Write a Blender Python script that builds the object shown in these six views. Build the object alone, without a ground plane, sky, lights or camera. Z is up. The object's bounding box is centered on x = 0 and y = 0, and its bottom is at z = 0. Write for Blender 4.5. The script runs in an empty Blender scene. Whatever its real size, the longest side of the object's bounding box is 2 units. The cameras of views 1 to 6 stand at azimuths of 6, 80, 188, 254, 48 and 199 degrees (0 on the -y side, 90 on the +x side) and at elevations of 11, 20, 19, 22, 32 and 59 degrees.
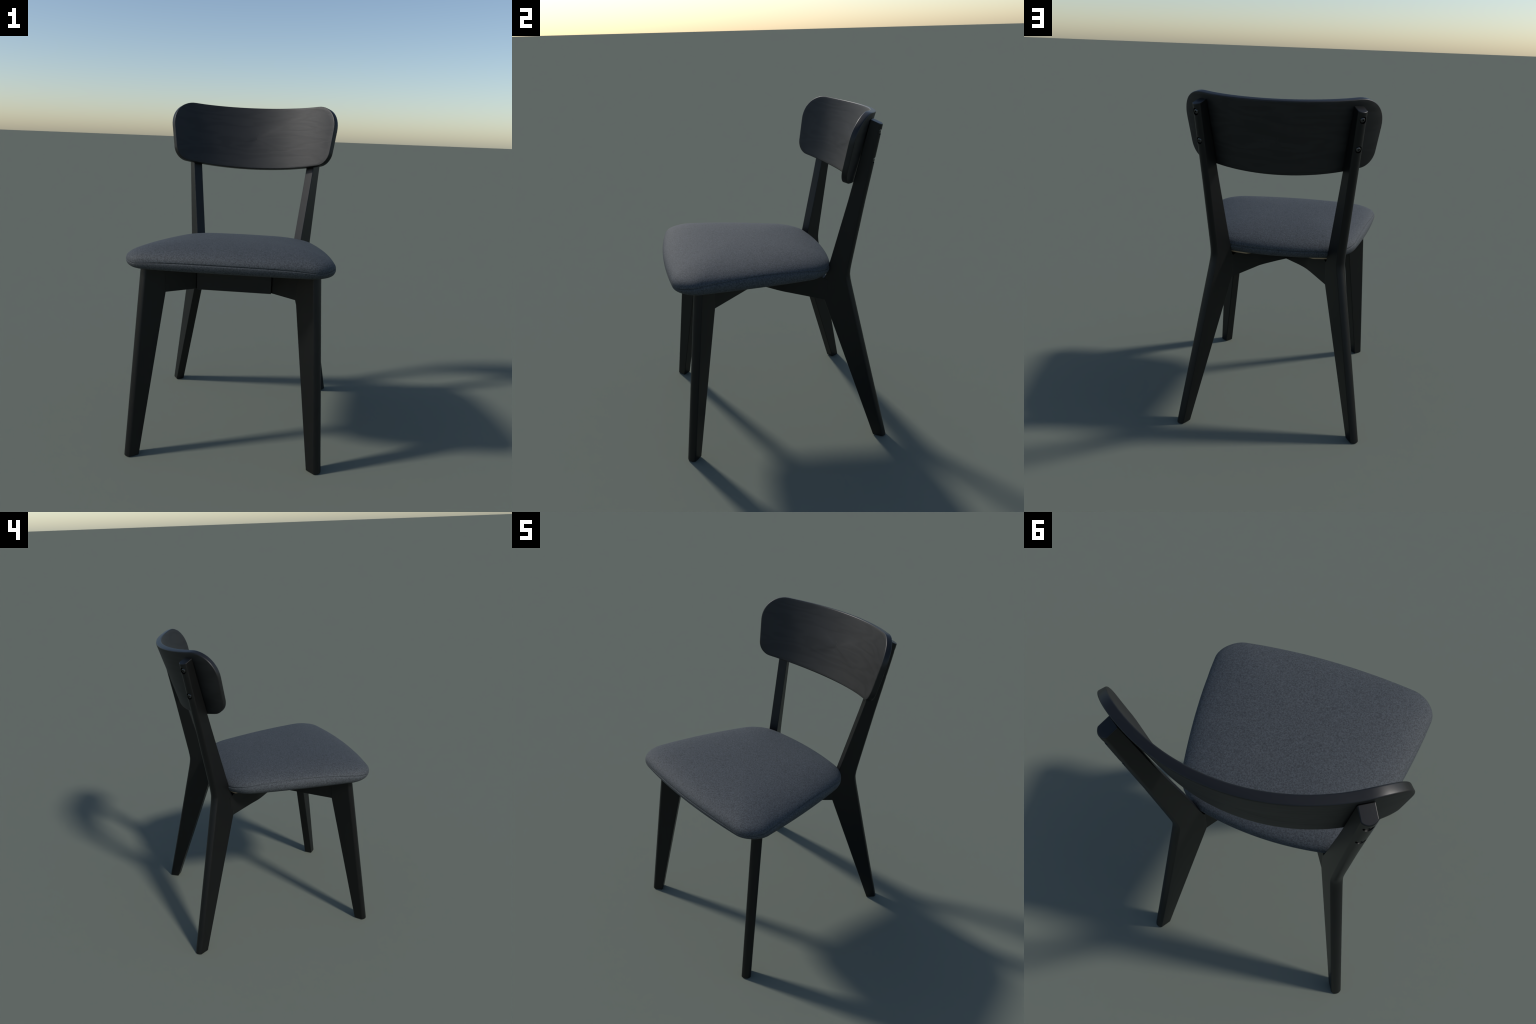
# Dining chair: black stained wooden frame, bent backrest panel, grey-blue upholstered seat.
import bpy, bmesh, math
from math import sin, cos, pi, sqrt, atan2, acos, tan
from mathutils import Vector

# ------------------------------------------------------------------ helpers
def lerp(a, b, t): return a + (b - a) * t

def table(pts, x):
    """piecewise linear lookup through control points (x, value)"""
    if x <= pts[0][0]: return pts[0][1]
    for (x0, y0), (x1, y1) in zip(pts, pts[1:]):
        if x <= x1: return lerp(y0, y1, (x - x0) / (x1 - x0))
    return pts[-1][1]

def rounded_polygon(pts, n=10, step=0.03):
    """outline through convex corners (x, y, radius); straight runs are subdivided"""
    out = []
    for i in range(len(pts)):
        p = Vector(pts[i][:2]); r = pts[i][2]
        a = (Vector(pts[i - 1][:2]) - p).normalized()
        b = (Vector(pts[(i + 1) % len(pts)][:2]) - p).normalized()
        half = acos(max(-1, min(1, a.dot(b)))) / 2
        c = p + (a + b).normalized() * (r / sin(half))
        t = r / tan(half)
        s, e = p + a * t - c, p + b * t - c
        a0 = atan2(s.y, s.x)
        d = (atan2(e.y, e.x) - a0 + pi) % (2 * pi) - pi
        out += [c + Vector((cos(a0 + d * k / n), sin(a0 + d * k / n))) * r for k in range(n + 1)]
    dense = []
    for a, b in zip(out, out[1:] + out[:1]):
        m = max(1, int((b - a).length / step))
        dense += [a + (b - a) * (k / m) for k in range(m)]
    return dense

def make_object(name, verts, faces, material, smooth_angle=None):
    me = bpy.data.meshes.new(name)
    me.from_pydata([tuple(v) for v in verts], [], faces)
    bm = bmesh.new(); bm.from_mesh(me)
    bmesh.ops.remove_doubles(bm, verts=bm.verts, dist=1e-6)
    bmesh.ops.recalc_face_normals(bm, faces=bm.faces)
    bm.to_mesh(me); bm.free()
    ob = bpy.data.objects.new(name, me)
    bpy.context.collection.objects.link(ob)
    me.materials.append(material)
    me.shade_smooth()
    if smooth_angle is not None:
        me.set_sharp_from_angle(angle=math.radians(smooth_angle))
    return ob

def loft(rings, cap=True):
    n = len(rings[0]); verts = [v for r in rings for v in r]; faces = []
    for i in range(len(rings) - 1):
        for k in range(n):
            k2 = (k + 1) % n
            faces.append((i * n + k, i * n + k2, (i + 1) * n + k2, (i + 1) * n + k))
    if cap:
        faces.append(tuple(reversed(range(n))))
        faces.append(tuple(range((len(rings) - 1) * n, len(rings) * n)))
    return verts, faces

def apply_modifiers(ob):
    dg = bpy.context.evaluated_depsgraph_get()
    me = bpy.data.meshes.new_from_object(ob.evaluated_get(dg))
    old = ob.data; ob.modifiers.clear(); ob.data = me
    me.name = old.name; bpy.data.meshes.remove(old)

def bevel(ob, width, segments=3, angle=28):
    m = ob.modifiers.new('bevel', 'BEVEL')
    m.width = width; m.segments = segments; m.limit_method = 'ANGLE'
    m.angle_limit = math.radians(angle)
    apply_modifiers(ob)

def face_normals(ob, angle=40):
    """large faces keep their own direction, small round-overs blend between them"""
    ob.data.shade_smooth(); ob.data.set_sharp_from_angle(angle=math.radians(angle))
    m = ob.modifiers.new('normals', 'WEIGHTED_NORMAL'); m.keep_sharp = True; m.weight = 80
    apply_modifiers(ob)

# ------------------------------------------------------------------ materials
def nodes_of(name):
    m = bpy.data.materials.new(name); m.use_nodes = True
    nt = m.node_tree
    return m, nt, nt.nodes['Principled BSDF']

def link(nt, a, b): nt.links.new(a, b)

def wood_material(name, stretch, base=(0.0045, 0.0047, 0.0048), grain=0.15, rough=0.5, spec=0.5, relief=0.05, figure=0.12, lines=34):
    m, nt, bsdf = nodes_of(name); N = nt.nodes
    tc = N.new('ShaderNodeTexCoord'); mp = N.new('ShaderNodeMapping')
    mp.inputs['Scale'].default_value = stretch
    link(nt, tc.outputs['Object'], mp.inputs['Vector'])
    warp = N.new('ShaderNodeTexNoise'); warp.inputs['Scale'].default_value = 1.6
    warp.inputs['Detail'].default_value = 2
    link(nt, mp.outputs[0], warp.inputs['Vector'])
    rings = N.new('ShaderNodeMath'); rings.operation = 'MULTIPLY'; rings.inputs[1].default_value = lines
    link(nt, warp.outputs['Fac'], rings.inputs[0])
    wave = N.new('ShaderNodeMath'); wave.operation = 'SINE'
    link(nt, rings.outputs[0], wave.inputs[0])
    fibre = N.new('ShaderNodeTexNoise'); fibre.inputs['Scale'].default_value = 16
    fibre.inputs['Detail'].default_value = 5
    link(nt, mp.outputs[0], fibre.inputs['Vector'])
    mix = N.new('ShaderNodeMath'); mix.operation = 'MULTIPLY_ADD'
    mix.inputs[1].default_value = figure
    link(nt, wave.outputs[0], mix.inputs[0]); link(nt, fibre.outputs['Fac'], mix.inputs[2])
    ramp = N.new('ShaderNodeValToRGB')
    lo = [c * (1 - grain) for c in base]; hi = [c * (1 + grain) for c in base]
    ramp.color_ramp.elements[0].position = 0.3; ramp.color_ramp.elements[0].color = (*lo, 1)
    ramp.color_ramp.elements[1].position = 0.7; ramp.color_ramp.elements[1].color = (*hi, 1)
    link(nt, mix.outputs[0], ramp.inputs[0]); link(nt, ramp.outputs[0], bsdf.inputs['Base Color'])
    bsdf.inputs['Roughness'].default_value = rough
    bsdf.inputs['Specular IOR Level'].default_value = spec
    bump = N.new('ShaderNodeBump'); bump.inputs['Strength'].default_value = relief
    bump.inputs['Distance'].default_value = 0.002
    link(nt, mix.outputs[0], bump.inputs['Height']); link(nt, bump.outputs[0], bsdf.inputs['Normal'])
    return m

def fabric_material():
    m, nt, bsdf = nodes_of('woven_fabric'); N = nt.nodes
    tc = N.new('ShaderNodeTexCoord')
    fine = N.new('ShaderNodeTexNoise'); fine.inputs['Scale'].default_value = 400; fine.inputs['Detail'].default_value = 3
    coarse = N.new('ShaderNodeTexNoise'); coarse.inputs['Scale'].default_value = 130; coarse.inputs['Detail'].default_value = 4
    for t in (fine, coarse): link(nt, tc.outputs['Object'], t.inputs['Vector'])
    mix = N.new('ShaderNodeMath'); mix.operation = 'MULTIPLY_ADD'; mix.inputs[1].default_value = 0.58
    sc = N.new('ShaderNodeMath'); sc.operation = 'MULTIPLY'; sc.inputs[1].default_value = 0.42
    link(nt, coarse.outputs['Fac'], sc.inputs[0])
    link(nt, fine.outputs['Fac'], mix.inputs[0]); link(nt, sc.outputs[0], mix.inputs[2])
    ramp = N.new('ShaderNodeValToRGB')
    ramp.color_ramp.elements[0].position = 0.39; ramp.color_ramp.elements[0].color = (0.0200, 0.0237, 0.0270, 1)
    ramp.color_ramp.elements[1].position = 0.62; ramp.color_ramp.elements[1].color = (0.069, 0.0775, 0.0855, 1)
    link(nt, mix.outputs[0], ramp.inputs[0]); link(nt, ramp.outputs[0], bsdf.inputs['Base Color'])
    bsdf.inputs['Roughness'].default_value = 0.78
    bsdf.inputs['Specular IOR Level'].default_value = 0.43
    bump = N.new('ShaderNodeBump'); bump.inputs['Strength'].default_value = 0.25
    bump.inputs['Distance'].default_value = 0.002
    link(nt, fine.outputs['Fac'], bump.inputs['Height']); link(nt, bump.outputs[0], bsdf.inputs['Normal'])
    return m

def plain_material(name, color, rough, metallic=0.0, noise=0.15, scale=60):
    m, nt, bsdf = nodes_of(name); N = nt.nodes
    tc = N.new('ShaderNodeTexCoord')
    tx = N.new('ShaderNodeTexNoise'); tx.inputs['Scale'].default_value = scale
    link(nt, tc.outputs['Object'], tx.inputs['Vector'])
    ramp = N.new('ShaderNodeValToRGB')
    ramp.color_ramp.elements[0].color = (*[c * (1 - noise) for c in color], 1)
    ramp.color_ramp.elements[1].color = (*[c * (1 + noise) for c in color], 1)
    link(nt, tx.outputs['Fac'], ramp.inputs[0]); link(nt, ramp.outputs[0], bsdf.inputs['Base Color'])
    bsdf.inputs['Roughness'].default_value = rough; bsdf.inputs['Metallic'].default_value = metallic
    return m

WOOD_LEG = wood_material('black_stained_wood_upright', (14, 14, 1.2), (.0032, .0034, .0034), .12, .40, .36, .04)
WOOD_PANEL = wood_material('black_stained_wood_panel', (1.0, 1.6, 6), (.0058, .0058, .0058), .3, .57, .5, .085, .45, 42)
WOOD_EDGE = wood_material('black_stained_wood_rim', (1.1, 5, 7), (.0050, .0050, .0050), .1, .44, .45, .03)
WOOD_RAIL = wood_material('black_stained_wood_rail', (2, 2, 14), (.0040, .0042, .0042), .12, .45, .36, .04)
FABRIC = fabric_material()
BIRCH = plain_material('bare_birch_plywood', (0.42, 0.30, 0.18), 0.6)
STEEL = plain_material('black_screw_metal', (0.075, 0.075, 0.075), 0.26, 0.9)

# ------------------------------------------------------------------ root
chair = bpy.data.objects.new('dining_chair', None)
bpy.context.collection.objects.link(chair)
chair['label'] = 'black wooden dining chair with curved backrest and grey-blue upholstered seat'
chair['category'] = 'chair'

def adopt(ob, parent=chair): ob.parent = parent; return ob

# ------------------------------------------------------------------ legs
# A leg lies in an upright, slightly leaning plane.  d: outward direction of that plane in plan,
# nrm: its normal.  In the plane it runs from an inner edge to an outer edge (functions of height),
# and the outer edge is rounded across the thickness.
def leg_rings(side, d, nrm, offset, inner, outer, levels, thick, bulge, shear=None):
    rings = []
    for z in levels:
        a, b = table(inner, z), table(outer, z)
        t = thick(z)
        sec = [(a, t / 2), (a, -t / 2)]
        K = 10
        for k in range(K + 1):                      # rounded outer edge
            u = -1 + 2 * k / K
            sec.append((b + bulge * (1 - abs(u) ** 2.2), u * t / 2))
        ring = []
        for s, n in sec:
            n0 = offset(z, s) + n
            zz = z + (shear(z) * (s - a) if shear else 0)
            ring.append(Vector((side * (s * d[0] + n0 * nrm[0]), s * d[1] + n0 * nrm[1], zz)))
        rings.append(ring)
    return rings

BD, BN = (0.55, 0.835), (0.835, -0.55)              # back legs
back_inner = [(0, .761), (.877, .428), (.884, .426), (1.022, .424), (1.036, .434), (1.585, .579), (1.96, .668)]
back_outer = [(0, .821), (.5, .693), (.98, .573), (1.02, .564), (1.05, .560), (1.08, .562), (1.12, .568), (1.96, .717)]
back_offset = lambda z, s: .1247 - .0272 * z - .0235 * s
FD, FN = (0.75, -0.66), (0.66, 0.75)                # front legs
front_inner = [(0, .728), (.92, .552), (1.065, .551)]
front_outer = [(0, .786), (1.065, .670)]
front_offset = lambda z, s: -.085 + .040 * z

def screw_axis(side, z):
    """point on the rounded back of a post and the direction a screw points there"""
    s = table(back_outer, z) + .012
    n = back_offset(z, s)
    p = Vector((side * (s * BD[0] + n * BN[0]), s * BD[1] + n * BN[1], z))
    ax = Vector((side * BD[0], BD[1], -.17)).normalized()
    return p, ax

def lathe(profile, p, axis, seg=24):
    q = axis.to_track_quat('Z', 'Y')
    rings = [[p + q @ Vector((r * cos(2 * pi * k / seg), r * sin(2 * pi * k / seg), h)) for k in range(seg)]
             for r, h in profile]
    return loft(rings)

SCREWS = (1.893, 1.737)
for side in (1, -1):
    zs = [0, .3, .6, .870, .877, .884, .95, .98, 1.0, 1.02, 1.036, 1.05, 1.065, 1.08, 1.1, 1.12, 1.3, 1.5, 1.7, 1.85, 1.96]
    rings = leg_rings(side, BD, BN, back_offset, back_inner, back_outer, zs,
                      lambda z: .055 + .003 * min(1, z), .014,
                      lambda z: -.42 * max(0, (z - 1.5) / .46))
    v, f = loft(rings)
    leg = adopt(make_object('back_leg', v, f, WOOD_LEG))
    bevel(leg, .0040)
    for z in SCREWS:                                 # counterbored screw holes
        p, ax = screw_axis(side, z)
        cv, cf = lathe([(.0195, -.013), (.0195, .05)], p, ax, 32)
        cut = make_object('cutter', cv, cf, WOOD_LEG)
        m = leg.modifiers.new('hole', 'BOOLEAN'); m.operation = 'DIFFERENCE'; m.object = cut; m.solver = 'EXACT'
        apply_modifiers(leg)
        bpy.data.objects.remove(cut)
        R = .0165                                    # domed head with a socket
        head = [(R, -.0135), (R, -.006)] + [(R * cos(a), -.006 + .010 * sin(a)) for a in (.25, .5, .75, 1.0, 1.2)]
        head += [(.0052, .0031), (.0048, -.004), (.0002, -.0045)]
        sv, sf = lathe(head, p, ax)
        screw = adopt(make_object('screw', sv, sf, STEEL, 40), leg)
    face_normals(leg)

    zs = [0, .3, .6, .92, 1.065]
    rings = leg_rings(side, FD, FN, front_offset, front_inner, front_outer, zs,
                      lambda z: .059 + .003 * z, .015)
    v, f = loft(rings)
    leg = adopt(make_object('front_leg', v, f, WOOD_LEG))
    bevel(leg, .0045)
    face_normals(leg)

# ------------------------------------------------------------------ rails under the seat
def board(name, path, thick, bottom, top, steps=40):
    """upright board along a plan path; bottom/top: heights as tables over 0..1 of its length"""
    pts = [Vector(p) for p in path]
    run = [0.0]
    for p, q in zip(pts, pts[1:]): run.append(run[-1] + (q - p).length)
    at = lambda l: Vector((table(list(zip(run, [p.x for p in pts])), l), table(list(zip(run, [p.y for p in pts])), l)))
    rings = []
    for i in range(steps + 1):
        t = i / steps; l = t * run[-1]; c = at(l)
        e = run[-1] * .02
        w = (at(min(run[-1], l + e)) - at(max(0, l - e))).normalized()
        n = Vector((-w.y, w.x)) * thick / 2
        b, h = table(bottom, t), table(top, t)
        rings.append([Vector((*(c + n), b)), Vector((*(c - n), b)), Vector((*(c - n), h)), Vector((*(c + n), h))])
    v, f = loft(rings)
    ob = adopt(make_object(name, v, f, WOOD_RAIL))
    bevel(ob, .002, 2, 50)
    face_normals(ob, 30)
    return ob

# the back rails leave the legs in the plane of the leg, bend and cross below the middle of the seat
for side in (1, -1):
    board('back_rail', [(side * x, y) for x, y in ((.322, .325), (.196, .131), (.178, .103), (.160, .080), (.142, .060), (.122, .039), (-.07 if side > 0 else .02, -.153 if side > 0 else -.063))], .056,
          [(0, .876), (.05, .879), (.42, .892), (.7, .897), (1, .898)],
          [(0, 1.008), (.04, 1.018), (.09, 1.030), (1, 1.034)])
    board('front_rail', [(side * .392, -.412), (side * .005, -.053)], .050,
          [(0, .919), (1, .910)], [(0, 1.058), (1, 1.045)], 8)
board('cross_brace', [(-.215, -.272), (.215, -.272)], .036, [(0, .912), (1, .912)], [(0, 1.056), (1, 1.056)], 2)

# ------------------------------------------------------------------ backrest: bent panel leaning back
R, CY, TILT, THICK = .803, .6048, .2997, .0416
OUT = rounded_polygon([(-.5600, -.2374, .096), (.5600, -.2374, .096), (.6385, .1578, .148), (-.6385, .1578, .148)], 14, .025)
def panel_point(u, v, w):
    """u: arc length across, v: up along the lean, w: from the back face towards the sitter"""
    t = u / R
    x, depth = (R - w) * sin(t), (R - w) * cos(t) - R
    return Vector((x, CY + depth * cos(TILT) + v * sin(TILT), 1.8 - depth * sin(TILT) + v * cos(TILT)))
rings = []
cen = Vector((0, -.035)); r = .006; BACK = .006
def ring(scale, inset, w):
    pts = []
    for p in OUT:
        q = p - cen
        q = q * scale
        q -= q.normalized() * inset * 1.1
        q = cen + q
        bow = max(0, 1 - (q.x / .54) ** 2) ** 1.3
        q.y += bow * (.0245 * max(0, q.y + .035) / .198 - .005 * max(0, -.035 - q.y) / .202)
        pts.append(panel_point(*q, w))
    return pts
for s in (.02, .2, .4, .6, .75, .88, .95): rings.append(ring(s, r, BACK))
for k in range(5): a = k / 4 * pi / 2; rings.append(ring(1, r * (1 - sin(a)), BACK + r * (1 - cos(a))))
rings.append(ring(1, 0, THICK / 2))
for k in range(5): a = (1 - k / 4) * pi / 2; rings.append(ring(1, r * (1 - sin(a)), THICK - r * (1 - cos(a))))
for s in (.95, .88, .75, .6, .4, .2, .02): rings.append(ring(s, r, THICK))
v, f = loft(rings)
backrest = adopt(make_object('backrest', v, f, WOOD_PANEL))
backrest.data.materials.append(WOOD_EDGE)              # separate rim material, roughness lowered to brighten the edge highlight
rim_low, rim_high = 7 * len(OUT), 18 * len(OUT)
for poly in backrest.data.polygons:
    if len(poly.vertices) == 4 and all(rim_low <= i < rim_high for i in poly.vertices): poly.material_index = 1

# ------------------------------------------------------------------ seat
WF, WB, YF, YB = .5765, .4207, -.5973, .3051
SHIFT, YAW = -.0002, .0045
def seat_outline(n=12, step=.02):
    out = []
    for p in rounded_polygon([(-WF, YF, .104), (WF, YF, .104), (WB, YB, .143), (-WB, YB, .143)], n, step):
        t = (p.y - YF) / (YB - YF); hw = lerp(WF, WB, t); q = p.x / hw
        y = p.y + (1 - q * q) * (-.0507 * (1 - t) ** 2 + .0613 * t * t)   # bowed front and back
        x = p.x + q * .0263 * 4 * t * (1 - t)                             # bowed sides
        out.append(Vector((x, y)))
    return out
SEAT = seat_outline()
SC = Vector((0, -.16))
def seat_point(p, h):
    z = lerp(1.1255, 1.086, (p.y - YF) / (YB - YF)) + h
    z -= .0105 * (p.x / .55) ** 2 * max(0, -p.y / .6) ** 2 - .0039 * ((p.x / .5) ** 2 - .3)
    return Vector((p.x * cos(YAW) - p.y * sin(YAW) + SHIFT, p.x * sin(YAW) + p.y * cos(YAW), z))
def seat_ring(scale, h, inset=0):
    res = []
    for p in SEAT:
        q = (p - SC) * scale
        q -= q.normalized() * inset
        res.append(seat_point(SC + q, h))
    return res
H, Q, BH, BI = .1087, .40, .0424, .0696
def seat_profile(t):
    """t -1..0: turned-under lower edge, 0..1: from the widest line over the dome to the middle -> scale, height"""
    if t < 0:
        a = (1 + t) * pi / 2
        return 1 - BI * (1 - sin(a)), -BH + BH * (1 - cos(a))
    r = 1 - t ** 2.4
    k = 1 - r * r
    return r, H * k ** Q * (1 - .06 * k * k)
def seam_param(p):
    """the seam climbs above the widest line along the sides"""
    t = (p.y - YF) / (YB - YF)
    side = max(0, 4 * t * (1 - t)) ** .8 * min(1, abs(p.x) / .45) ** 4
    front_corner = min(1, abs(p.x) / .5) ** 4 * (1 - t) ** 3
    h = .004 + .030 * side - .013 * front_corner
    lo, hi = -.6, .6
    for _ in range(30):
        m = (lo + hi) / 2
        if seat_profile(m)[1] < h: lo = m
        else: hi = m
    return lo
SEAM = [seam_param(p) for p in SEAT]
def seat_loop(param, inset=0.0):
    out = []
    for p, s0 in zip(SEAT, SEAM):
        sc, h = seat_profile(param(s0))
        q = (p - SC) * sc
        q -= q.normalized() * inset
        out.append(seat_point(SC + q, h))
    return out
rings = [seat_ring(s, -BH) for s in (.02, .3, .6, .85)]
for k in range(12): rings.append(seat_loop(lambda s0, k=k: lerp(-1, s0, k / 12 * .98)))
for d, ins in ((-.016, 0), (-.006, .002), (0, .0045), (.006, .002), (.016, 0)):      # sewn seam
    rings.append(seat_loop(lambda s0, d=d: s0 + d, ins))
for k in range(1, 30): rings.append(seat_loop(lambda s0, k=k: lerp(s0 + .016, .995, k / 29)))
v, f = loft(rings)
adopt(make_object('seat_cushion', v, f, FABRIC))

def board_ring(h, extra):
    out = []
    for p in SEAT:
        q = p - SC
        corner = max(0, min(1, (p.y - .25) / .05)) * max(0, min(1, (abs(p.x) - .12) / .1))
        q -= q.normalized() * (lerp(.13, .036, corner) + extra)
        out.append(seat_point(SC + q, h))
    return out
v, f = loft([board_ring(-BH - .010, .003), board_ring(-BH - .008, 0), board_ring(-BH + .004, 0)])
ob = adopt(make_object('seat_board', v, f, BIRCH, 30))
